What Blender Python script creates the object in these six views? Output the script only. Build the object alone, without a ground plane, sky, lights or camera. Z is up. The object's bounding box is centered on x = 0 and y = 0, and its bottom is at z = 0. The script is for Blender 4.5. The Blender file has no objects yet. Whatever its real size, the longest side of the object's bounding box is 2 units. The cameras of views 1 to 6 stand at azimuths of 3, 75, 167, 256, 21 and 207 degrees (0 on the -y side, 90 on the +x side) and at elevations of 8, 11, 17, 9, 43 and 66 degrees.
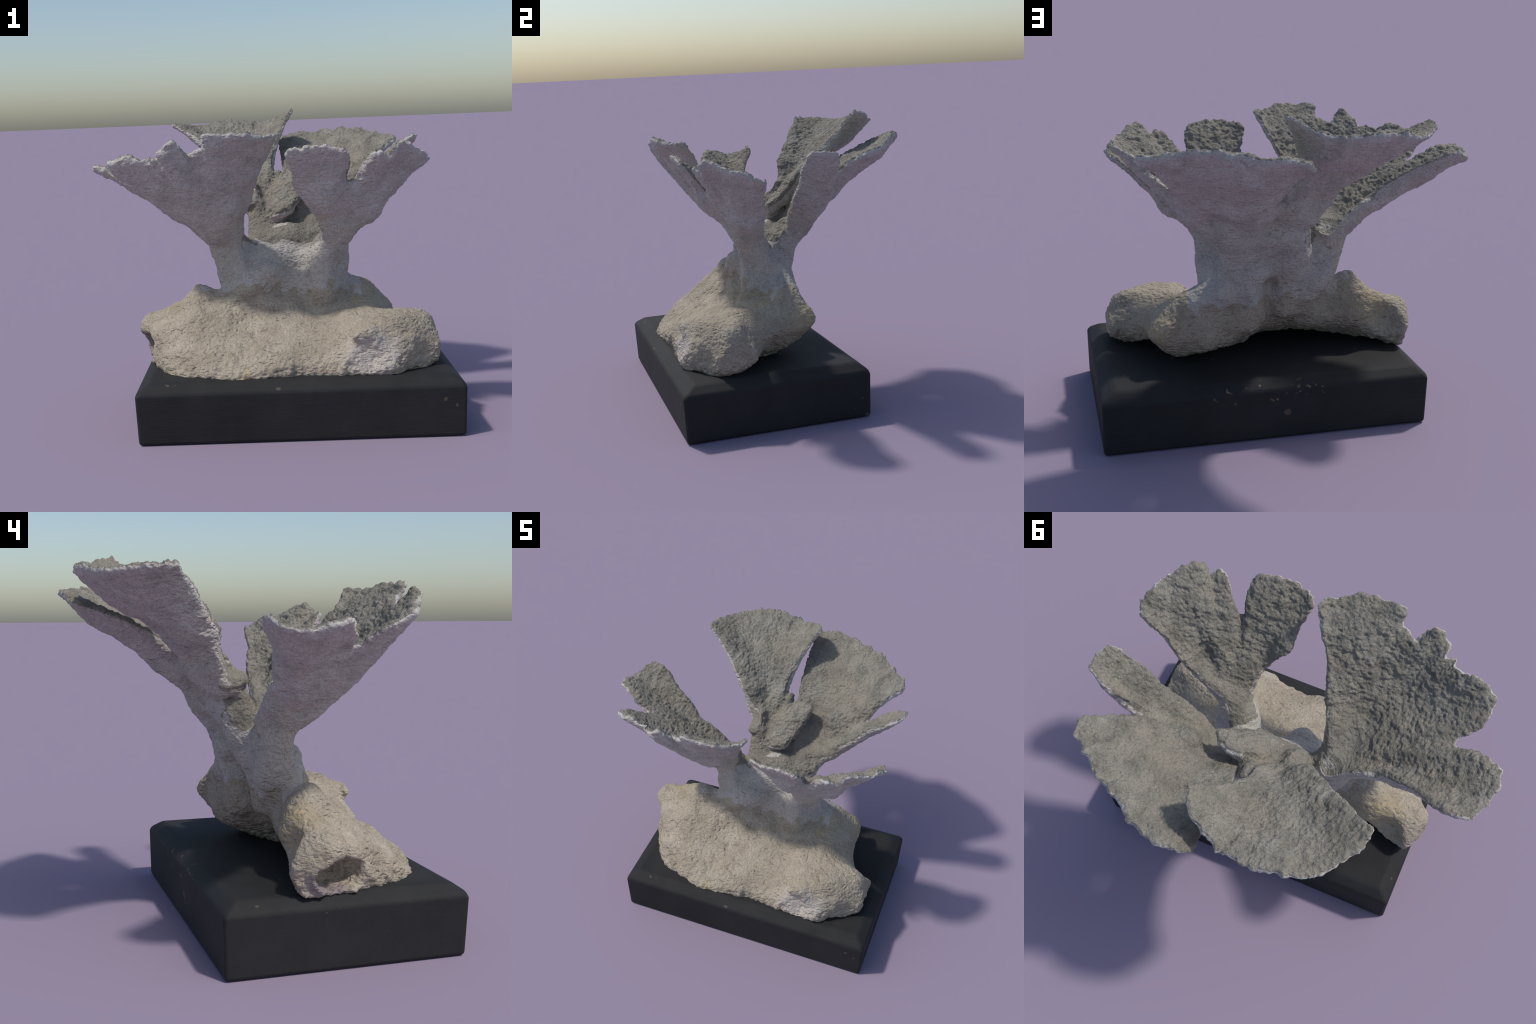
import bpy, bmesh, math
import numpy as np
from mathutils import Vector, noise, kdtree

# ------------------------------------------------------------------ helpers
def new_mesh(name, verts, faces):
    me = bpy.data.meshes.new(name)
    me.from_pydata([tuple(v) for v in verts], [], [tuple(f) for f in faces])
    me.update()
    return me

def catmull(P, n, closed=False):
    """Sample n points, evenly spread over the parameter, on a Catmull-Rom curve."""
    P = np.asarray(P, float)
    m = len(P)
    seg = m if closed else m - 1
    u = np.linspace(0, seg, n, endpoint=not closed)
    i = np.minimum(u.astype(int), seg - 1)
    f = (u - i)[:, None]
    def g(k):
        return P[k % m] if closed else P[np.clip(k, 0, m - 1)]
    p0, p1, p2, p3 = g(i - 1), g(i), g(i + 1), g(i + 2)
    return 0.5 * (2 * p1 + (p2 - p0) * f + (2 * p0 - 5 * p1 + 4 * p2 - p3) * f**2
                  + (3 * p1 - p0 - 3 * p2 + p3) * f**3)

def smooth_interp(x, xs, ys):
    """Monotone-slope cubic interpolation of key rows ys at xs."""
    xs = np.asarray(xs, float); ys = np.asarray(ys, float)
    d = np.gradient(ys, xs, axis=0) if len(xs) > 2 else np.repeat((ys[1:] - ys[:1]) / (xs[1] - xs[0]), 2, 0)
    k = np.clip(np.searchsorted(xs, x) - 1, 0, len(xs) - 2)
    h = (xs[k + 1] - xs[k])
    t = np.clip((x - xs[k]) / h, 0, 1)[:, None]
    h = h[:, None]
    return ((2*t**3 - 3*t**2 + 1) * ys[k] + (t**3 - 2*t**2 + t) * h * d[k]
            + (-2*t**3 + 3*t**2) * ys[k + 1] + (t**3 - t**2) * h * d[k + 1])

# ------------------------------------------------------------------ blades
# A blade is a fan of ribs.  Each rib: rim point, optional (middle, root) keys,
# 'n' marks a rib cut short by a notch in the rim.
BLADES = {
 'front_left': dict(foot=(-.185,-.100,.82), th=(.13,.095,.088,.066,.044,.032), ribs=[
  ((.055,-.500,1.572), (-.085,-.300,1.300), (-.175,-.120,1.060)),
  ((.042,-.560,1.576),), ((-.040,-.607,1.570),),
  ((-.127,-.648,1.583), (-.165,-.400,1.360), (-.215,-.125,1.030)),
  ((-.219,-.657,1.591),), ((-.317,-.652,1.590),),
  ((-.315,-.615,1.530),'n'), ((-.374,-.575,1.490),'n'), ((-.420,-.570,1.498),'n'), ((-.437,-.613,1.533),'n'),
  ((-.470,-.632,1.575), (-.345,-.380,1.225), (-.250,-.115,1.000)),
  ((-.484,-.632,1.575),), ((-.516,-.647,1.553),), ((-.551,-.610,1.506),'n'), ((-.560,-.555,1.485),'n'),
  ((-.602,-.570,1.480),'n'), ((-.606,-.530,1.481),'n'), ((-.673,-.525,1.472),'n'),
  ((-.736,-.513,1.499), (-.490,-.335,1.225), (-.270,-.100,.990)),
  ((-.785,-.499,1.471),), ((-.829,-.472,1.460),), ((-.854,-.409,1.431),), ((-.832,-.330,1.386),'n'),
  ((-.755,-.275,1.335),'n'), ((-.741,-.240,1.320),'n'), ((-.770,-.235,1.330),'n'), ((-.844,-.240,1.360),'n'),
  ((-.932,-.190,1.427), (-.575,-.150,1.220), (-.280,-.075,.990)),
  ((-.985,-.166,1.432),), ((-.998,-.090,1.415),),
  ((-.990,-.004,1.392), (-.590,-.060,1.215), (-.280,-.060,.995)),
  ((-.955,.085,1.405), (-.600,.005,1.260), (-.265,-.030,1.020)),
  ((-.915,.108,1.430), (-.580,.010,1.300), (-.270,-.030,1.035)),
 ]),
 'front_right': dict(foot=(.320,-.150,.83), th=(.13,.095,.088,.066,.044,.032), ribs=[
  ((.105,-.550,1.470), (.195,-.390,1.240), (.290,-.235,1.050)),
  ((.118,-.580,1.500),), ((.190,-.615,1.505),),
  ((.250,-.617,1.517), (.285,-.410,1.260), (.330,-.225,1.020)),
  ((.317,-.612,1.515),), ((.412,-.597,1.485),), ((.438,-.580,1.460),),
  ((.430,-.540,1.400),'n'), ((.418,-.500,1.360),'n'), ((.425,-.465,1.312),'n'), ((.455,-.455,1.310),'n'),
  ((.500,-.485,1.395),'n'), ((.547,-.535,1.455),), ((.576,-.548,1.464),), ((.612,-.538,1.450),'n'),
  ((.641,-.515,1.435),'n'), ((.675,-.545,1.480),), ((.698,-.523,1.521),),
  ((.748,-.490,1.520), (.545,-.325,1.250), (.370,-.200,1.010)),
  ((.832,-.390,1.464),), ((.845,-.325,1.450),), ((.873,-.272,1.415),),
  ((.872,-.240,1.405), (.620,-.205,1.215), (.385,-.165,1.010)),
  ((.850,-.205,1.400), (.635,-.155,1.215), (.390,-.130,1.030)),
 ]),
 'back_left': dict(foot=(-.050,.000,.90), th=(.13,.115,.115,.088,.055,.034), ribs=[
  ((-.605,.413,1.650), (-.340,.248,1.475), (-.125,.095,1.180)),
  ((-.600,.487,1.640),), ((-.557,.567,1.640),),
  ((-.517,.635,1.633), (-.290,.335,1.455), (-.110,.080,1.140)),
  ((-.479,.675,1.630),), ((-.420,.716,1.633),), ((-.346,.740,1.648),), ((-.312,.743,1.652),),
  ((-.250,.763,1.652), (-.160,.405,1.435), (-.045,.100,1.110)),
  ((-.183,.770,1.646),), ((-.125,.757,1.648),), ((-.087,.769,1.644),),
  ((-.004,.720,1.648), (-.060,.400,1.430), (.020,.120,1.110)),
  ((.070,.689,1.675),), ((.113,.635,1.700),),
  ((.143,.577,1.712), (.020,.360,1.430), (.075,.150,1.150)),
 ]),
 'back_right': dict(foot=(.230,.020,.88), th=(.13,.11,.100,.078,.050,.034), ribs=[
  ((.045,.762,1.500), (.075,.420,1.370), (.130,.130,1.130)),
  ((.087,.803,1.538),), ((.169,.814,1.557),),
  ((.255,.797,1.555), (.220,.490,1.375), (.220,.160,1.080)),
  ((.335,.777,1.570),), ((.362,.737,1.571),), ((.406,.717,1.571),), ((.480,.690,1.592),),
  ((.537,.673,1.587), (.400,.430,1.380), (.280,.150,1.060)),
  ((.610,.625,1.572),), ((.699,.555,1.535),), ((.760,.500,1.522),),
  ((.775,.450,1.515), (.530,.310,1.345), (.315,.130,1.060)),
  ((.770,.420,1.510),), ((.690,.345,1.460),'n'), ((.630,.290,1.390),'n'), ((.590,.230,1.320),'n'),
  ((.640,.232,1.345),'n'), ((.700,.238,1.405),'n'), ((.760,.238,1.470),'n'), ((.825,.225,1.510),),
  ((.868,.190,1.525), (.585,.165,1.270), (.330,.105,1.060)),
  ((.872,.163,1.537),), ((.862,.120,1.535),), ((.845,.075,1.545),),
  ((.795,.055,1.520), (.580,.060,1.310), (.325,.065,1.080)),
 ]),
 'ledge': dict(th=(.07,.11,.13,.10,.075,.055), ribs=[
  ((.100,.240,1.345), (.020,.175,1.260), (-.010,.130,1.180)),
  ((.185,.225,1.360),), ((.250,.182,1.355), (.085,.130,1.240), (-.010,.095,1.140)),
  ((.210,.130,1.265),), ((.185,.080,1.205), (.070,.070,1.170), (-.010,.070,1.090)),
  ((.155,.035,1.165),), ((.115,-.015,1.125),), ((.020,-.015,1.100), (-.020,.020,1.080), (-.060,.050,1.040)),
 ]),
}

def blade_mesh(name, spec, ns=220, nt=56):
    ribs = spec['ribs']
    E = np.array([r[0] for r in ribs], float)
    cut = np.array([len(r) > 1 and r[1] == 'n' for r in ribs])
    keyed = [i for i, r in enumerate(ribs) if len(r) == 3]
    Mk = np.array([ribs[i][1] for i in keyed], float)
    Rk = np.array([ribs[i][2] for i in keyed], float)
    # fan coordinate: running angle seen from the root
    c = Rk.mean(0)
    d = (E - c) / np.linalg.norm(E - c, axis=1)[:, None]
    ang = np.arccos(np.clip((d[1:] * d[:-1]).sum(1), -1, 1))
    a = np.concatenate([[0], np.cumsum(ang + 1e-3)])
    M = smooth_interp(a, a[keyed], Mk)
    R = smooth_interp(a, a[keyed], Rk)
    full = np.where(~cut)[0]
    Ef = np.stack([np.interp(a, a[full], E[full, k]) for k in range(3)], 1)
    T = np.where(cut, np.minimum(np.linalg.norm(E - R, axis=1) / np.linalg.norm(Ef - R, axis=1), 1), 1)
    h = (T / 2)[:, None]
    M = R*(1-h)*(1-2*h) + 4*M*h*(1-h) + Ef*h*(2*h-1)
    # resample along the rim
    s = np.concatenate([[0], np.cumsum(np.linalg.norm(np.diff(E, axis=0), axis=1))])
    u = np.linspace(0, s[-1], ns)
    lin = lambda Q: np.stack([np.interp(u, s, Q[:, k]) for k in range(3)], 1)
    Es, Ms, Rs = lin(E), lin(M), lin(R)
    # ragged rim: small teeth
    rng = np.random.default_rng(len(name) * 7 + ns)
    j = (np.convolve(rng.normal(0, 1, ns), [.25, .5, .25], 'same') * .006
         + np.convolve(rng.normal(0, 1, ns), np.hanning(9) / 4, 'same') * .009)
    dr = (Es - Ms) / np.linalg.norm(Es - Ms, axis=1)[:, None]
    Es = Es + dr * j[:, None]
    t = np.linspace(0, 1, nt)[None, :, None]
    P = Rs[:, None]*(1-t)*(1-2*t) + 4*Ms[:, None]*t*(1-t) + Es[:, None]*t*(2*t-1)
    tv = np.linspace(0, 1, nt)
    if 'foot' in spec:                       # carry the ribs down into the stem
        nf = 14
        Fo = np.array(spec['foot']) + .35 * (Rs - Rs.mean(0))
        d1 = (-3*Rs + 4*Ms - Es) * .30
        d0 = (Rs - Fo)
        v = np.linspace(0, 1, nf + 1)[None, :-1, None]
        L = ((2*v**3-3*v**2+1)*Fo[:, None] + (v**3-2*v**2+v)*d0[:, None]
             + (-2*v**3+3*v**2)*Rs[:, None] + (v**3-v**2)*d1[:, None])
        P = np.concatenate([L, P], 1)
        tv = np.concatenate([np.linspace(-.3, 0, nf + 1)[:-1], tv])
        nt = nt + nf
    t = tv[None, :, None]
    # normals from a laterally smoothed copy, so that notches do not fold the sheet
    Q = P.copy()
    for _ in range(12):
        Q[1:-1] = (Q[:-2] + 2*Q[1:-1] + Q[2:]) / 4
    N = np.cross(np.gradient(Q, axis=0), np.gradient(Q, axis=1))
    N /= np.linalg.norm(N, axis=2)[:, :, None] + 1e-12
    if N[..., 2].mean() < 0: N = -N
    th = np.interp(t, [0, .28, .5, .75, .92, 1], spec['th'])
    # the sheet thins towards its two side edges
    e = np.minimum(u, s[-1] - u) / (.20 * s[-1])
    ef = (.30 + .70 * np.sqrt(np.clip(e, 0, 1)))[:, None, None]
    th = np.maximum(th * (1 - (1 - ef) * np.clip((t + .10) / .30, 0, 1)), .030)
    th = th * np.where(t > .97, .8, 1.0)
    top, bot = P + N*th*0.4, P - N*th*0.6
    V = np.concatenate([top.reshape(-1, 3), bot.reshape(-1, 3)])
    o = ns * nt
    idx = np.arange(o).reshape(ns, nt)
    F = []
    A, B, C, D = idx[:-1, :-1], idx[1:, :-1], idx[1:, 1:], idx[:-1, 1:]
    F += list(np.stack([A, B, C, D], -1).reshape(-1, 4))
    F += list(np.stack([A, D, C, B], -1).reshape(-1, 4) + o)
    ring = list(idx[:, 0]) + list(idx[-1, 1:]) + list(idx[::-1, -1][1:]) + list(idx[0, ::-1][1:-1])
    for p, q in zip(ring, ring[1:] + ring[:1]):
        F.append((q, p, p + o, q + o))
    return V, F, P, N, tv

def tube(points, radii, squash=(1, 1), n=28, m=24):
    """Round bar through points with changing radius (rounded, closed ends)."""
    C = catmull(points, m); r = catmull(np.array(radii, float)[:, None], m)[:, 0]
    V = []; F = []
    tg = np.gradient(C, axis=0); tg /= np.linalg.norm(tg, axis=1)[:, None]
    ref = np.array([1., 0, 0])
    for i in range(m):
        b = np.cross(tg[i], ref); b /= np.linalg.norm(b)
        q = np.cross(b, tg[i])
        for k in range(n):
            w = 2*math.pi*k/n
            V.append(C[i] + r[i]*(math.cos(w)*q*squash[0] + math.sin(w)*b*squash[1]))
    for i in range(m-1):
        for k in range(n):
            F.append((i*n+k, i*n+(k+1) % n, (i+1)*n+(k+1) % n, (i+1)*n+k))
    V.append(C[0] - tg[0]*r[0]*.6); V.append(C[-1] + tg[-1]*r[-1]*.6)
    for k in range(n):
        F.append((n*m, (k+1) % n, k)); F.append((n*m+1, (m-1)*n+k, (m-1)*n+(k+1) % n))
    return V, F

def ball(c, r, n=16):
    bm = bmesh.new()
    bmesh.ops.create_icosphere(bm, subdivisions=3, radius=1)
    V = [Vector(c) + Vector((v.co.x*r[0], v.co.y*r[1], v.co.z*r[2])) for v in bm.verts]
    F = [[v.index for v in f.verts] for f in bm.faces]
    bm.free()
    return V, F

# ------------------------------------------------------------------ holdfast
# cross-sections (x, [(y, z) ...]) from the front foot over the crest to the underside
SECTIONS = [
 (-.735, [(-.34,.34),(-.34,.40),(-.26,.50),(-.15,.545),(-.06,.51),(-.02,.43),(-.07,.34),(-.2,.33)]),
 (-.680, [(-.42,.31),(-.40,.41),(-.30,.52),(-.16,.575),(-.05,.54),(.000,.44),(-.06,.31),(-.24,.31)]),
 (-.560, [(-.59,.30),(-.53,.41),(-.40,.52),(-.25,.60),(-.12,.62),(-.02,.53),(-.04,.39),(-.28,.32)]),
 (-.420, [(-.655,.30),(-.60,.40),(-.44,.50),(-.29,.655),(-.17,.72),(-.07,.62),(-.08,.45),(-.30,.33)]),
 (-.200, [(-.705,.30),(-.63,.41),(-.45,.485),(-.29,.60),(-.19,.68),(-.10,.62),(-.13,.46),(-.32,.35)]),
 (.020,  [(-.690,.30),(-.64,.42),(-.45,.49),(-.31,.58),(-.19,.66),(-.09,.61),(-.13,.48),(-.32,.35)]),
 (.200,  [(-.650,.30),(-.60,.43),(-.48,.515),(-.28,.56),(-.14,.64),(.01,.60),(-.02,.45),(-.25,.33)]),
 (.400,  [(-.665,.30),(-.655,.45),(-.50,.54),(-.28,.58),(-.10,.66),(.06,.62),(.05,.43),(-.20,.31)]),
 (.540,  [(-.665,.30),(-.68,.46),(-.60,.575),(-.37,.575),(-.10,.65),(.04,.685),(.06,.50),(-.08,.32)]),
 (.670,  [(-.645,.30),(-.655,.46),(-.56,.59),(-.41,.61),(-.22,.555),(.05,.565),(.09,.51),(-.12,.42)]),
 (.730,  [(-.610,.30),(-.63,.46),(-.54,.585),(-.42,.615),(-.32,.56),(-.20,.48),(-.22,.40),(-.38,.33)]),
 (.800,  [(-.560,.30),(-.565,.44),(-.50,.565),(-.41,.60),(-.34,.545),(-.29,.46),(-.32,.36),(-.42,.31)]),
 (.895,  [(-.500,.33),(-.53,.40),(-.47,.49),(-.40,.51),(-.34,.48),(-.30,.43),(-.33,.37),(-.42,.34)]),
]

def holdfast_mesh(m=90, n=72):
    # the broken left end is cut askew: sections lean back towards the front
    rings = np.array([[(x + max(0, -.62 - x) * 2.4 * max(0, -.15 - y), y, z) for y, z in sec] for x, sec in SECTIONS])
    R = np.stack([catmull(r, n, closed=True) for r in rings])        # stations x n
    G = np.stack([catmull(R[:, k], m) for k in range(n)], 1)          # m x n
    V = list(G.reshape(-1, 3)); F = []
    for i in range(m-1):
        for k in range(n):
            F.append((i*n+k, (i+1)*n+k, (i+1)*n+(k+1) % n, i*n+(k+1) % n))
    V.append(G[0].mean(0)); V.append(G[-1].mean(0))
    a = len(V) - 2
    for k in range(n):
        F.append((a, k, (k+1) % n)); F.append((a+1, (m-1)*n+(k+1) % n, (m-1)*n+k))
    return V, F

# ------------------------------------------------------------------ gather and fuse
SOLIDS = []
grids = {}
for nm, sp in BLADES.items():
    V, F, P, N, tv = blade_mesh(nm, sp)
    grids[nm] = (P, N, tv)
    SOLIDS.append((V, F))
SOLIDS.append(holdfast_mesh())
STEMS = [
 # front left stem
 ([(-.10,-.16,.57), (-.175,-.090,.77), (-.240,-.085,.93), (-.280,-.105,1.04)], [.12,.128,.118,.08], (1, .80)),
 # front right stem
 ([(.27,-.12,.55), (.315,-.13,.75), (.33,-.155,.90), (.375,-.205,1.02)], [.14,.122,.11,.08], (1, 1)),
 # back right stem and its buttress
 ([(.20,-.07,.52), (.21,-.02,.75), (.23,.04,.92), (.26,.11,1.06)], [.12,.11,.10,.08], (1, 1)),
 ([(.24,-.03,.74), (.40,-.02,.665), (.56,-.02,.60)], [.11,.10,.085], (1, 1)),
 # back left stem, sharing its foot with the front left one
 ([(-.03,-.12,.55), (-.04,-.09,.73), (-.06,.00,.91), (-.04,.09,1.08)], [.09,.10,.10,.085], (1, 1)),
 # saddle between the two left stems, webs between the stems
 ([(-.22,-.09,.90), (-.13,-.055,.88), (-.05,.02,.92)], [.08,.075,.075], (1, 1)),
 ([(-.06,-.14,.70), (.08,-.13,.70), (.20,-.09,.70)], [.09,.09,.09], (1, 1)),
 ([(-.12,-.19,.58), (.04,-.18,.58), (.20,-.15,.57)], [.09,.095,.09], (1, 1)),
 ([(-.15,-.09,.85), (.04,-.05,.86), (.16,-.03,.83), (.30,-.08,.84)], [.08,.09,.085,.08], (1, 1)),
 ([(-.05,.00,.95), (.09,.01,.97), (.22,.03,.95)], [.09,.085,.09], (1, 1)),
 ([(-.02,.09,1.08), (.10,.125,1.06), (.24,.13,1.06)], [.07,.07,.07], (1, 1)),
 # the two back fans are fused along a soft groove
 ([(.05,.06,1.00), (.06,.16,1.14), (.052,.235,1.255), (.045,.305,1.33)], [.06,.06,.045,.028], (1, 1)),
 ([(-.06,.05,1.05), (-.085,.085,1.16), (-.115,.135,1.27)], [.06,.05,.04], (1, 1)),
 # hump in front of the stems
 ([(-.27,-.18,.62), (-.12,-.18,.70), (-.01,-.175,.765), (.03,-.12,.77)], [.08,.085,.09,.07], (1, 1)),
]
for pts, rad, sq in STEMS:
    SOLIDS.append(tube(pts, rad, sq))
# broken lumps in the hollow end


allV = []; allF = []
for V, F in SOLIDS:
    o = len(allV)
    allV += [tuple(v) for v in V]
    allF += [tuple(int(i) + o for i in f) for f in F]
fuse = bpy.data.objects.new('fuse', new_mesh('fuse', allV, allF))
bpy.context.scene.collection.objects.link(fuse)
bm = bmesh.new(); bm.from_mesh(fuse.data)
bmesh.ops.recalc_face_normals(bm, faces=bm.faces); bm.to_mesh(fuse.data); bm.free()
VOX = 0.0058
rm = fuse.modifiers.new('r', 'REMESH'); rm.mode = 'VOXEL'; rm.voxel_size = VOX; rm.adaptivity = 0
# hollow broken end of the left lobe
cv = []; cf = []
for c0, r0 in (((-.720,-.225,.392), (.16,.130,.074)),      # hollow left end
               ((.775,-.075,.405), (.125,.200,.095)),      # broken, undercut right face
               ((.500,-.735,.430), (.140,.075,.110))):     # broken front face
    v, f = ball(c0, r0); o = len(cv)
    cv += v; cf += [[i + o for i in q] for q in f]
cv = [v + Vector((1, 1, 1)) * .022 * noise.noise(v * 22.0) for v in cv]
cut = bpy.data.objects.new('cut', new_mesh('cut', cv, cf))
bpy.context.scene.collection.objects.link(cut)
bo = fuse.modifiers.new('b', 'BOOLEAN'); bo.operation = 'DIFFERENCE'; bo.object = cut; bo.solver = 'MANIFOLD'
# rubble: knobs inside the hollow end, eroded drips under the broken front face
rng = np.random.default_rng(5)
rub = [((-.690,-.095,.365), (.050,.035,.060)), ((-.665,-.135,.340), (.050,.035,.045)), ((-.700,-.080,.325), (.035,.03,.03)), ((-.66,-.28,.325), (.05,.05,.02))]
for k in range(13):
    x = .345 + .022*k + rng.normal(0, .006)
    rub.append(((x, -.655 - .02*math.sin(k*.9) + rng.normal(0, .008), .345 + .035*rng.random()),
                (.013 + .010*rng.random(), .020, .028 + .035*rng.random())))
for k in range(10):
    rub.append(((.40 + .19*rng.random(), -.658 + .02*rng.random(), .40 + .12*rng.random()), tuple(.018 + .018*rng.random(3))))
rv = []; rf = []
for c0, r0 in rub:
    v, f = ball(c0, r0); o = len(rv)
    rv += v; rf += [[i + o for i in q] for q in f]
dg = bpy.context.evaluated_depsgraph_get()
hull = bpy.data.meshes.new_from_object(fuse.evaluated_get(dg))
bm = bmesh.new(); bm.from_mesh(hull)
bm.from_mesh(new_mesh('rubble', rv, rf)); bm.to_mesh(hull); bm.free()
bpy.data.objects.remove(fuse)
fuse = bpy.data.objects.new('fuse', hull)
bpy.context.scene.collection.objects.link(fuse)
r2 = fuse.modifiers.new('r2', 'REMESH'); r2.mode = 'VOXEL'; r2.voxel_size = VOX
dg = bpy.context.evaluated_depsgraph_get()
me = bpy.data.meshes.new_from_object(fuse.evaluated_get(dg))
for o in (fuse, cut): bpy.data.objects.remove(o)

# ------------------------------------------------------------------ vertex work in numpy
nv = len(me.vertices)
co = np.empty(nv*3); me.vertices.foreach_get('co', co); co = co.reshape(-1, 3)
ed = np.empty(len(me.edges)*2, int); me.edges.foreach_get('vertices', ed); ed = ed.reshape(-1, 2)
deg = np.bincount(ed.ravel(), minlength=nv).astype(float)
def lap(c):
    out = np.empty_like(c)
    for k in range(c.shape[1]):
        out[:, k] = (np.bincount(ed[:, 0], c[ed[:, 1], k], nv) + np.bincount(ed[:, 1], c[ed[:, 0], k], nv)) / deg
    return out
# nearest blade sample for every vertex
names = list(BLADES)
GP = []; GN = []; GB = []; GT = []
for b, nm in enumerate(names):
    P, N, tv = grids[nm]
    P = P[::2, ::2]; N = N[::2, ::2]; tv = tv[::2]
    GP.append(P.reshape(-1, 3)); GN.append(N.reshape(-1, 3))
    GB.append(np.full(P.shape[0]*P.shape[1], b))
    GT.append(np.tile(tv, P.shape[0]))
GP = np.concatenate(GP); GN = np.concatenate(GN); GB = np.concatenate(GB); GT = np.concatenate(GT)
kd = kdtree.KDTree(len(GP))
for i, p in enumerate(GP): kd.insert(p, i)
kd.balance()
near = np.empty(nv, int); dist = np.empty(nv)
for i, p in enumerate(co):
    _, near[i], dist[i] = kd.find(p)
blade = GB[near]; tt = GT[near]
side = ((co - GP[near]) * GN[near]).sum(1)          # >0 upper face, <0 underside
onblade = np.clip((0.09 - dist) / 0.04, 0, 1)
# melt the joins: strong smoothing round the stems, light on the blades
w = 1 - np.clip((tt - .12) / .25, 0, 1) * onblade
w = lap(lap(w[:, None]))[:, 0]
c = co.copy()
for k in range(80):
    wk = w if k >= 5 else np.maximum(w, .6)
    c += (lap(c) - c) * (0.62 * wk)[:, None]
    if k % 2: c -= (lap(c) - c) * (0.34 * wk)[:, None]
co = c
me.vertices.foreach_set('co', co.ravel()); me.update()
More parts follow.
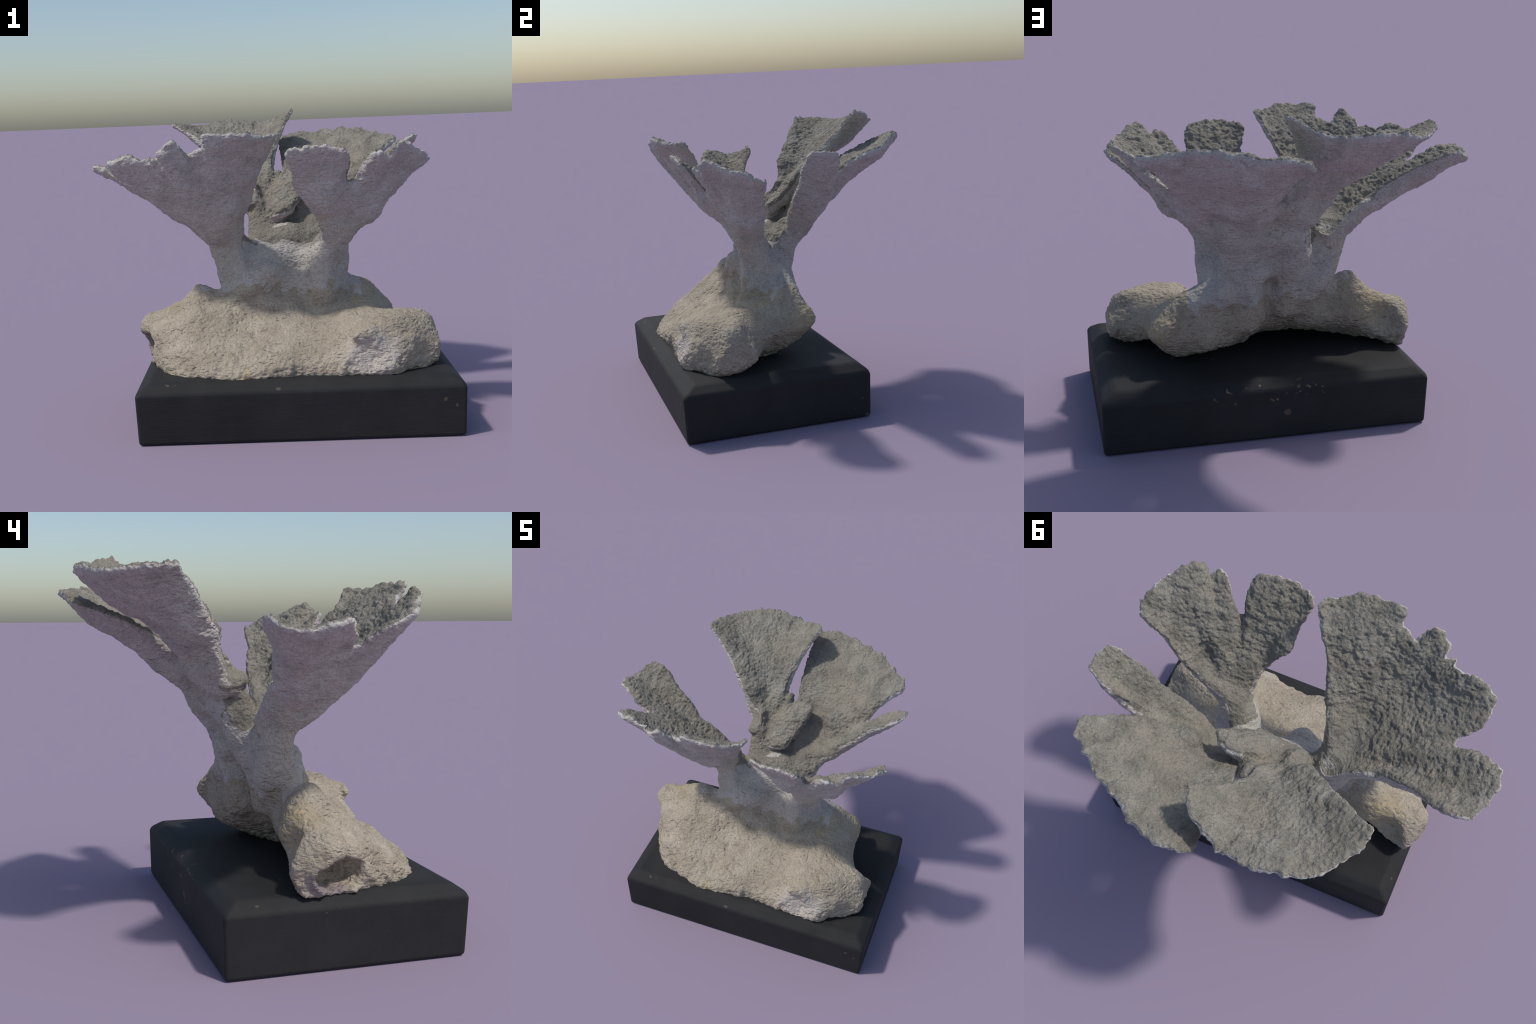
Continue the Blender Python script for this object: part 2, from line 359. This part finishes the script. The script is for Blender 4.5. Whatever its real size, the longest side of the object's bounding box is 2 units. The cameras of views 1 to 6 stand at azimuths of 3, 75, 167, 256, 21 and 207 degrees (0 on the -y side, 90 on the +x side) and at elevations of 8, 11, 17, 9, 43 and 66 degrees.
# sculpting pulls: (where, how far, reach) -- soft grabs that true up the fused body
PULLS = [
 ((.29,.655,1.44), (.004,.022,-.034), .12), ((.34,.21,1.30), (-.012,-.030,.030), .07),
 ((.27,.27,1.09), (.0,-.030,.010), .07), ((.64,.05,1.44), (-.020,-.010,.035), .07),
 ((-.173,-.116,1.165), (.007,.022,.016), .06), ((.60,-.22,1.09), (.012,.0,-.018), .08),
 ((.455,-.12,.86), (.018,.004,.0), .07), ((.067,.178,1.08), (.0,-.025,.022), .07),
 ((-.117,.035,.955), (.025,-.012,.005), .06),
 ((-.027,-.231,.752), (-.008,.026,-.006), .08), ((-.366,-.251,.627), (-.018,.026,-.022), .09),
 ((-.15,-.34,.54), (-.006,.018,-.014), .11), ((-.135,-.60,.407), (-.006,.012,-.020), .09),
 ((.062,-.681,.40), (-.004,-.016,.014), .09), ((.475,-.168,.62), (.004,.004,-.024), .09),
 ((.748,-.45,.575), (-.018,.012,-.026), .07), ((.50,-.67,.56), (-.010,-.026,.024), .07),
 ((-.651,-.363,.49), (-.006,-.014,.014), .08), ((-.206,-.088,.459), (.012,.016,-.010), .09),
 ((.347,.048,.516), (.004,-.020,.006), .08), ((.56,.0,.70), (.006,.006,.020), .09),
 ((-.735,-.145,.56), (-.012,.004,.012), .07), ((-.42,-.20,.735), (.0,.0,.020), .08),
 ((-.11,.315,1.21), (.02,-.050,.03), .08), ((.42,-.23,.79), (-.035,.035,.0), .09), ((.43,-.25,.66), (-.03,.035,-.01), .08),
 ((-.60,-.03,.50), (.0,-.050,.0), .09), ((-.735,-.17,.48), (-.03,-.02,.0), .07),
 ((-.578,-.098,1.117), (-.012,.0,-.026), .09), ((-.408,-.122,.989), (-.02,.006,-.014), .08), ((.596,-.219,1.09), (.016,.004,-.018), .08),
 ((.35,-.477,1.224), (.008,-.020,-.010), .09), ((.353,.206,1.321), (-.008,-.022,.026), .08),
 ((-.17,.10,1.20), (.035,.0,.0), .07), ((-.15,.08,1.08), (.028,.0,.0), .06), ((-.48,-.02,1.23), (.0,-.036,-.028), .07),
 ((-.52,-.25,.62), (.02,.0,-.026), .09), ((-.31,-.14,.73), (-.022,.0,.0), .06), ((-.74,-.15,.42), (-.045,.0,.0), .07),
 ((.83,-.42,.58), (.02,.0,.022), .09), ((-.22,-.25,.73), (.0,.025,-.025), .06), ((-.42,-.31,.71), (.0,-.022,.02), .07),
 ((.0,-.24,.80), (.0,-.024,.008), .06), ((.72,-.20,1.28), (-.010,-.024,.0), .08),
 ((-.10,-.38,1.36), (.0,-.036,-.010), .10), ((.03,.22,1.38), (.0,-.036,.028), .07), ((.42,.08,1.12), (.02,-.026,.0), .07),
 ((.03,.27,1.22), (.0,.028,.0), .06), ((.03,.12,1.02), (.0,.032,.0), .07),
 ((-.15,.45,1.38), (.008,-.034,.030), .10), ((-.36,.50,1.58), (.0,.014,-.020), .14), ((.45,.55,1.52), (.0,.010,-.020), .14),
 ((-.55,-.38,1.36), (.008,.0,-.024), .12), ((-.08,.56,1.58), (.0,.014,-.024), .13),
 ((-.20,-.31,1.20), (.016,-.028,-.028), .11), ((.56,-.27,1.14), (.016,-.016,-.024), .10), ((.27,-.40,1.19), (.0,-.026,-.022), .09),
 ((.12,.06,.82), (-.006,.034,.0), .06), ((.12,.13,1.0), (.0,.030,.0), .06), ((.12,.25,1.20), (.0,.030,-.008), .06),
 ((.40,.27,1.15), (-.008,-.030,.016), .08), ((-.07,.18,1.07), (.0,-.026,.0), .07), ((-.20,.22,1.36), (.016,-.024,.024), .07),
 ((-.16,.11,1.20), (.024,.0,.0), .06), ((.17,-.37,1.26), (-.02,.030,.018), .06), ((-.58,-.04,.50), (.0,-.036,.0), .09),
 ((.42,-.32,.61), (.008,-.016,.034), .10), ((.64,-.28,.57), (-.018,.008,-.030), .08), ((-.15,-.35,.56), (.0,-.008,.016), .22),
 ((.72,-.23,1.23), (.012,.0,-.016), .08), ((-.79,.0,1.256), (-.010,.0,-.016), .09), ((-.50,-.11,1.05), (-.008,.0,-.012), .07),
 ((-.85,.10,1.42), (.0,.028,.024), .08), ((-.70,-.03,1.18), (-.010,.010,-.016), .12), ((-.14,.13,1.25), (.024,.0,.0), .06),
 ((.16,-.40,1.29), (-.026,.016,.008), .07), ((.55,-.40,.575), (.0,.0,.02), .08), ((.065,-.20,.68), (.0,.035,.0), .055), ((-.12,-.17,.80), (.01,.025,.0), .05),
 ((-.02,-.215,.80), (.0,-.018,.022), .06), ((.37,-.05,.91), (-.012,-.012,-.01), .06), ((-.755,.08,1.395), (.0,.035,.015), .08), ((-.08,-.28,.583), (.002,.008,-.018), .07), ((.517,.04,1.28), (.004,-.018,.004), .07),
]
for q, v, r in PULLS:
    d2 = ((co - np.array(q))**2).sum(1) / r**2
    co += np.exp(-d2)[:, None] * np.array(v)
me.vertices.foreach_set('co', co.ravel()); me.update()
nrm = np.empty(nv*3); me.vertices.foreach_get('normal', nrm); nrm = nrm.reshape(-1, 3)

# relief
def fbm(p, s, o):
    return noise.fractal((p * s), 1.0, 2.1, o, noise_basis='PERLIN_ORIGINAL')
up = np.clip(side / .01, -1, 1)*.5 + .5
blade_w = onblade * np.clip((tt - .1) / .3, 0, 1)
rough_up = blade_w * up
dsp = np.zeros(nv)
for i in range(nv):
    p = Vector(co[i])
    big = fbm(p, 5.0, 2)
    mid = fbm(p + Vector((3, 1, 7)), 26.0, 3)
    fine = noise.noise(p * 70.0)
    q = Vector((p.x*22, p.y*22, p.z*58)) + Vector(nrm[i])*1.2 + noise.noise_vector(p*14.0)*.9
    wr = .45 - abs(noise.noise(q))*1.6          # wrinkled skin: sharp valleys between soft folds
    pit = max(0, noise.noise(p * 48.0 + Vector((5, 2, 9))) - .28)
    ru = rough_up[i]; lo = blade_w[i]*(1-ru)
    base = 1 - blade_w[i]
    low = base * min(1, max(0, (.46 - p.z) / .1))
    dsp[i] = big*(.012*base + .007 + .004*ru) + mid*(.0095*ru + .006*lo + .005*base + .006*low) + fine*(.0065*ru + .0015*lo + .0022*base) \
             + wr*(.0020*ru + .0038*lo + .0036*base) - pit*(.013*ru + .004*lo + .006*base)
co = co + nrm * dsp[:, None]
co[:, 2] = np.maximum(co[:, 2], .310)
me.vertices.foreach_set('co', co.ravel()); me.update()
print('coral verts', nv)

# ------------------------------------------------------------------ materials
def mat(name):
    m = bpy.data.materials.new(name); m.use_nodes = True
    nt = m.node_tree
    for n in list(nt.nodes): nt.nodes.remove(n)
    out = nt.nodes.new('ShaderNodeOutputMaterial')
    bs = nt.nodes.new('ShaderNodeBsdfPrincipled')
    nt.links.new(bs.outputs[0], out.inputs[0])
    tc = nt.nodes.new('ShaderNodeTexCoord')
    return m, nt, bs, tc.outputs['Object']

def tex_noise(nt, vec, scale, detail=4, rough=.55, dist=0):
    n = nt.nodes.new('ShaderNodeTexNoise')
    n.inputs['Scale'].default_value = scale; n.inputs['Detail'].default_value = detail
    n.inputs['Roughness'].default_value = rough; n.inputs['Distortion'].default_value = dist
    nt.links.new(vec, n.inputs['Vector'])
    return n.outputs['Fac']

def ramp(nt, fac, stops):
    r = nt.nodes.new('ShaderNodeValToRGB')
    e = r.color_ramp.elements
    while len(e) < len(stops): e.new(.5)
    for k, (p, c) in enumerate(stops):
        e[k].position = p; e[k].color = (*c, 1) if len(c) == 3 else c
    nt.links.new(fac, r.inputs[0])
    return r.outputs['Color']

def mix(nt, fac, a, b, mode='MIX'):
    m = nt.nodes.new('ShaderNodeMix'); m.data_type = 'RGBA'; m.blend_type = mode
    if isinstance(fac, (int, float)): m.inputs[0].default_value = fac
    else: nt.links.new(fac, m.inputs[0])
    for s, v in ((6, a), (7, b)):
        if isinstance(v, tuple): m.inputs[s].default_value = (*v, 1)
        else: nt.links.new(v, m.inputs[s])
    return m.outputs[2]

def bump(nt, bs, h, strength, dist):
    b = nt.nodes.new('ShaderNodeBump')
    b.inputs['Strength'].default_value = strength; b.inputs['Distance'].default_value = dist
    nt.links.new(h, b.inputs['Height']); nt.links.new(b.outputs[0], bs.inputs['Normal'])

def sphere_mask(nt, vec, centre, scale, r0, r1, wob=.25):
    """1 inside an ellipsoidal patch, 0 outside, with a noisy edge."""
    mp = nt.nodes.new('ShaderNodeMapping'); mp.vector_type = 'POINT'
    mp.inputs['Location'].default_value = tuple(-c*s for c, s in zip(centre, scale))
    mp.inputs['Scale'].default_value = scale
    nt.links.new(vec, mp.inputs['Vector'])
    ln = nt.nodes.new('ShaderNodeVectorMath'); ln.operation = 'LENGTH'
    nt.links.new(mp.outputs[0], ln.inputs[0])
    nz = tex_noise(nt, vec, 18, 3)
    ad = nt.nodes.new('ShaderNodeMath'); ad.operation = 'MULTIPLY_ADD'
    nt.links.new(nz, ad.inputs[0]); ad.inputs[1].default_value = wob
    nt.links.new(ln.outputs['Value'], ad.inputs[2])
    mr = nt.nodes.new('ShaderNodeMapRange')
    mr.inputs[1].default_value = r0 + wob*.5; mr.inputs[2].default_value = r1 + wob*.5
    mr.inputs[3].default_value = 1; mr.inputs[4].default_value = 0
    nt.links.new(ad.outputs[0], mr.inputs[0])
    return mr.outputs[0]

def coral_material(name, dark, midc, light, tint, bump_scale=70, bump_s=.5, wrinkle=0):
    m, nt, bs, vec = mat(name)
    a = tex_noise(nt, vec, 9, 5, .6)
    col = ramp(nt, a, [(.32, dark), (.5, midc), (.70, light)])
    b = tex_noise(nt, vec, 4.5, 3, .5)
    tf = ramp(nt, b, [(.45, (0, 0, 0)), (.68, (.6, .6, .6))])
    col = mix(nt, tf, col, tint)
    g = tex_noise(nt, vec, 120, 3, .6)
    gr = ramp(nt, g, [(.30, (.72, .72, .72)), (.58, (1.06, 1.06, 1.06))])
    col = mix(nt, 1.0, col, gr, 'MULTIPLY')
    bs.inputs['Roughness'].default_value = .9
    bs.inputs['Specular IOR Level'].default_value = .2
    h = tex_noise(nt, vec, bump_scale, 4, .65)
    if wrinkle:
        # fine wrinkled skin: ridged lines, drawn out sideways
        mp = nt.nodes.new('ShaderNodeMapping'); mp.inputs['Scale'].default_value = (.85, .85, 2.0)
        nt.links.new(vec, mp.inputs[0])
        rn = nt.nodes.new('ShaderNodeTexNoise'); rn.noise_type = 'RIDGED_MULTIFRACTAL'
        rn.inputs['Scale'].default_value = 34; rn.inputs['Detail'].default_value = 2.5
        rn.inputs['Roughness'].default_value = .5; rn.inputs['Distortion'].default_value = .5
        nt.links.new(mp.outputs[0], rn.inputs['Vector'])
        ma = nt.nodes.new('ShaderNodeMath'); ma.operation = 'MULTIPLY_ADD'
        nt.links.new(rn.outputs['Fac'], ma.inputs[0]); ma.inputs[1].default_value = -.75 * wrinkle
        hs = nt.nodes.new('ShaderNodeMath'); hs.operation = 'MULTIPLY'; hs.inputs[1].default_value = .55
        nt.links.new(h, hs.inputs[0])
        nt.links.new(hs.outputs[0], ma.inputs[2]); h = ma.outputs[0]
        lines = ramp(nt, rn.outputs['Fac'], [(.35, (1.05, 1.05, 1.05)), (1.0, (.80, .79, .78))])  # wrinkle valleys coloured darker than the folds between them
        col = mix(nt, wrinkle, col, lines, 'MULTIPLY')
    bump(nt, bs, h, bump_s, .02)
    return m, nt, bs, vec, col

m_up, nt, bs, vec, col = coral_material('coral_upper', (.225,.208,.172), (.298,.278,.232), (.375,.350,.30), (.325,.285,.222), 80, .8)
nt.links.new(col, bs.inputs['Base Color'])
m_lo, nt, bs, vec, col = coral_material('coral_underside', (.395,.362,.328), (.485,.45,.412), (.565,.53,.487), (.455,.385,.358), 60, .9, .9)
nt.links.new(col, bs.inputs['Base Color'])
m_rim, nt, bs, vec, col = coral_material('coral_rim', (.42,.40,.365), (.50,.48,.445), (.58,.56,.53), (.44,.41,.355), 60, .5)
nt.links.new(col, bs.inputs['Base Color'])
m_st, nt, bs, vec, col = coral_material('coral_stem', (.38,.354,.318), (.455,.427,.385), (.53,.498,.45), (.46,.40,.318), 60, .9, .9)  # albedo raised so the shadowed stems reach their soft ambient brightness
nt.links.new(col, bs.inputs['Base Color'])
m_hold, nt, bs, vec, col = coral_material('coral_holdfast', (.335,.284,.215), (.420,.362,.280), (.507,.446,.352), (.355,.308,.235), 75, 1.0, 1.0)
white = sphere_mask(nt, vec, (.53,-.68,.42), (1, 1.1, 1.2), .10, .17)
col = mix(nt, white, col, (.53, .475, .41))
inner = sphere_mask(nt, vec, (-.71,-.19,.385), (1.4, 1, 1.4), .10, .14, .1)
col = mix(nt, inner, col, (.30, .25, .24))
# yellowish crust on the back of the lobes
for c0, sc, r0, r1 in (((-.53,-.07,.57), (1, 1, 1), .06, .15), ((.68,.06,.55), (1, .8, 1), .05, .12), ((.48,-.17,.62), (1, 1, 1.5), .03, .06), ((-.13,-.70,.34), (1, 1, 1.5), .03, .06)):
    mk = sphere_mask(nt, vec, c0, sc, r0, r1, .12)
    br = ramp(nt, tex_noise(nt, vec, 55, 4, .65), [(.42, (0, 0, 0)), (.56, (1, 1, 1))])
    mm = nt.nodes.new('ShaderNodeMath'); mm.operation = 'MULTIPLY'
    nt.links.new(mk, mm.inputs[0]); nt.links.new(br, mm.inputs[1])
    col = mix(nt, mm.outputs[0], col, (.46, .37, .22))
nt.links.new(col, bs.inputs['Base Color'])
CORAL_MATS = [m_up, m_lo, m_rim, m_st, m_hold]

m_base, nt, bs, vec = mat('black_paint')
a = tex_noise(nt, vec, 3, 5, .6)
col = ramp(nt, a, [(.3, (.015, .015, .0155)), (.7, (.026, .026, .0265))])
mp = nt.nodes.new('ShaderNodeMapping'); mp.inputs['Scale'].default_value = (1, 9, 14)
nt.links.new(vec, mp.inputs[0])
streak = tex_noise(nt, mp.outputs[0], 5, 4)
col = mix(nt, ramp(nt, streak, [(.55, (0, 0, 0)), (.8, (.5, .5, .5))]), col, (.030, .0295, .029))
chip = tex_noise(nt, vec, 34, 2, .4)
near_edge = sphere_mask(nt, vec, (.12,.31,.262), (1.6, 4, 9), .25, .60, .3)
cf = nt.nodes.new('ShaderNodeMath'); cf.operation = 'MULTIPLY'
nt.links.new(ramp(nt, chip, [(.64, (0, 0, 0)), (.69, (1, 1, 1))]), cf.inputs[0])
nt.links.new(near_edge, cf.inputs[1])
col = mix(nt, cf.outputs[0], col, (.19, .135, .09))
chip2 = tex_noise(nt, vec, 15, 1, .3)
col = mix(nt, ramp(nt, chip2, [(.765, (0, 0, 0)), (.785, (.7, .7, .7))]), col, (.12, .095, .07))
nt.links.new(col, bs.inputs['Base Color'])
bs.inputs['Roughness'].default_value = .75
bs.inputs['Specular IOR Level'].default_value = .3
bump(nt, bs, tex_noise(nt, mp.outputs[0], 12, 5), .12, .01)

# ------------------------------------------------------------------ split into parts
nf = len(me.polygons)
loop_start = np.empty(nf, int); me.polygons.foreach_get('loop_start', loop_start)
lv = np.empty(len(me.loops), int); me.loops.foreach_get('vertex_index', lv)
quads = np.stack([lv[loop_start + k] for k in range(4)], 1)
totals = np.empty(nf, int); me.polygons.foreach_get('loop_total', totals)
assert (totals == 4).all()
fc = co[quads].mean(1)
jag = np.array([noise.noise(Vector(p)*14.0) for p in fc])
f_t = tt[quads].mean(1); f_on = onblade[quads].mean(1); f_side = side[quads].mean(1)
f_blade = blade[quads[:, 0]]
part = np.full(nf, 5)                                   # 5 = stem, 6 = holdfast
is_blade = (f_on > .55) & (f_t > .30 + .05*jag)
part[is_blade] = f_blade[is_blade]
hz = .66 + .06*jag + np.clip(-.12 - fc[:, 1], 0, .2)*.5
hold = ~is_blade & (fc[:, 2] < hz)
hold |= ~is_blade & (np.abs(fc[:, 0] - .05) > .46) & (fc[:, 2] < .85)
part[hold] = 6
matid = np.full(nf, 3)
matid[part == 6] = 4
me.update()
fnz = nrm[quads][:, :, 2].mean(1)          # normals of the smooth form, before the relief
inner = (part == 5) & (f_t > -.22 + .10*jag) & (f_side > .012 + .02*jag) & (fc[:, 2] > .93 + .05*jag) & (fnz > -.25)
matid[inner] = 0
# the fork between the stems wears the colour of the upper faces
fny = nrm[quads][:, :, 1].mean(1)
hub = ((fc - np.array([.06,.03,1.10])) / np.array([.27,.20,.20]))
hub = ((hub**2).sum(1) + .35*jag < 1) & ((part == 5) | (part == names.index('ledge'))) & (fnz > -.55)
matid[hub & (fny < .45)] = 0
# lips and edges that look upward belong to the upper skin
matid[(part == 5) & (fny < .40) & (fnz > .10) & (fc[:, 2] > .95 + .04*jag) & (f_t > -.3)] = 0
ib = part < 5
matid[ib & (f_side >= 0)] = 0
matid[ib & (f_side < 0)] = 1
matid[ib & (f_side < 0) & (fnz > .30) & (f_t < .93)] = 0
jag2 = np.array([noise.noise(Vector(p)*6.0 + Vector((4, 4, 4))) for p in fc])
rimf = ib & (f_t > .972 + .05*jag) & (f_side < .004 + .012*jag) & (jag2 > -.12)
matid[rimf] = 2
me.update()
vn = np.empty(nv*3); me.vertices.foreach_get('normal', vn); vn = vn.reshape(-1, 3)

root = bpy.data.objects.new('coral_on_stand', None)
root.empty_display_size = .2
bpy.context.scene.collection.objects.link(root)
root['label'] = 'grey branching coral with ragged fan blades on black block'
root['category'] = 'coral specimen'

def add_part(name, faces_idx, kind=None):
    q = quads[faces_idx]
    used, inv = np.unique(q.ravel(), return_inverse=True)
    pm = new_mesh(name, co[used].tolist(), inv.reshape(-1, 4).tolist())
    for m in CORAL_MATS: pm.materials.append(m)
    pm.polygons.foreach_set('material_index', matid[faces_idx].astype(np.int32))
    pm.polygons.foreach_set('use_smooth', np.ones(len(q), bool))
    pm.update()
    pm.normals_split_custom_set_from_vertices(vn[used].tolist())
    ob = bpy.data.objects.new(name, pm)
    bpy.context.scene.collection.objects.link(ob)
    ob.parent = root
    return ob

for b, nm in enumerate(names):
    sel = np.where(part == b)[0]
    if len(sel): add_part('ledge' if nm == 'ledge' else 'blade', sel)
add_part('stem', np.where(part == 5)[0])
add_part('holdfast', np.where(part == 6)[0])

# ------------------------------------------------------------------ wooden block
def block():
    bot = [(-.704,-.803), (.995,-.752), (.958,.330), (-.746,.266)]
    mid = [(-.711,-.813), (1.0,-.762), (.963,.333), (-.748,.269)]
    cx, cy = .12, -.24
    top = [(-.645,-.748), (.935,-.690), (.897,.268), (-.685,.218)]
    V = [(x, y, 0) for x, y in bot] + [(x, y, .274) for x, y in mid] + [(x, y, .320) for x, y in top]
    F = [(3, 2, 1, 0), (8, 9, 10, 11)]
    for k in range(4):
        j = (k+1) % 4
        F += [(k, j, j+4, k+4), (k+4, j+4, j+8, k+8)]
    pm = new_mesh('base_block', V, F)
    ob = bpy.data.objects.new('base_block', pm)
    bpy.context.scene.collection.objects.link(ob)
    bv = ob.modifiers.new('edge', 'BEVEL'); bv.width = .018; bv.segments = 4; bv.limit_method = 'ANGLE'; bv.angle_limit = .3
    pm.materials.append(m_base)
    for p in pm.polygons: p.use_smooth = True
    wn = ob.modifiers.new('wn', 'WEIGHTED_NORMAL'); wn.keep_sharp = True
    ob.parent = root
    return ob
block()
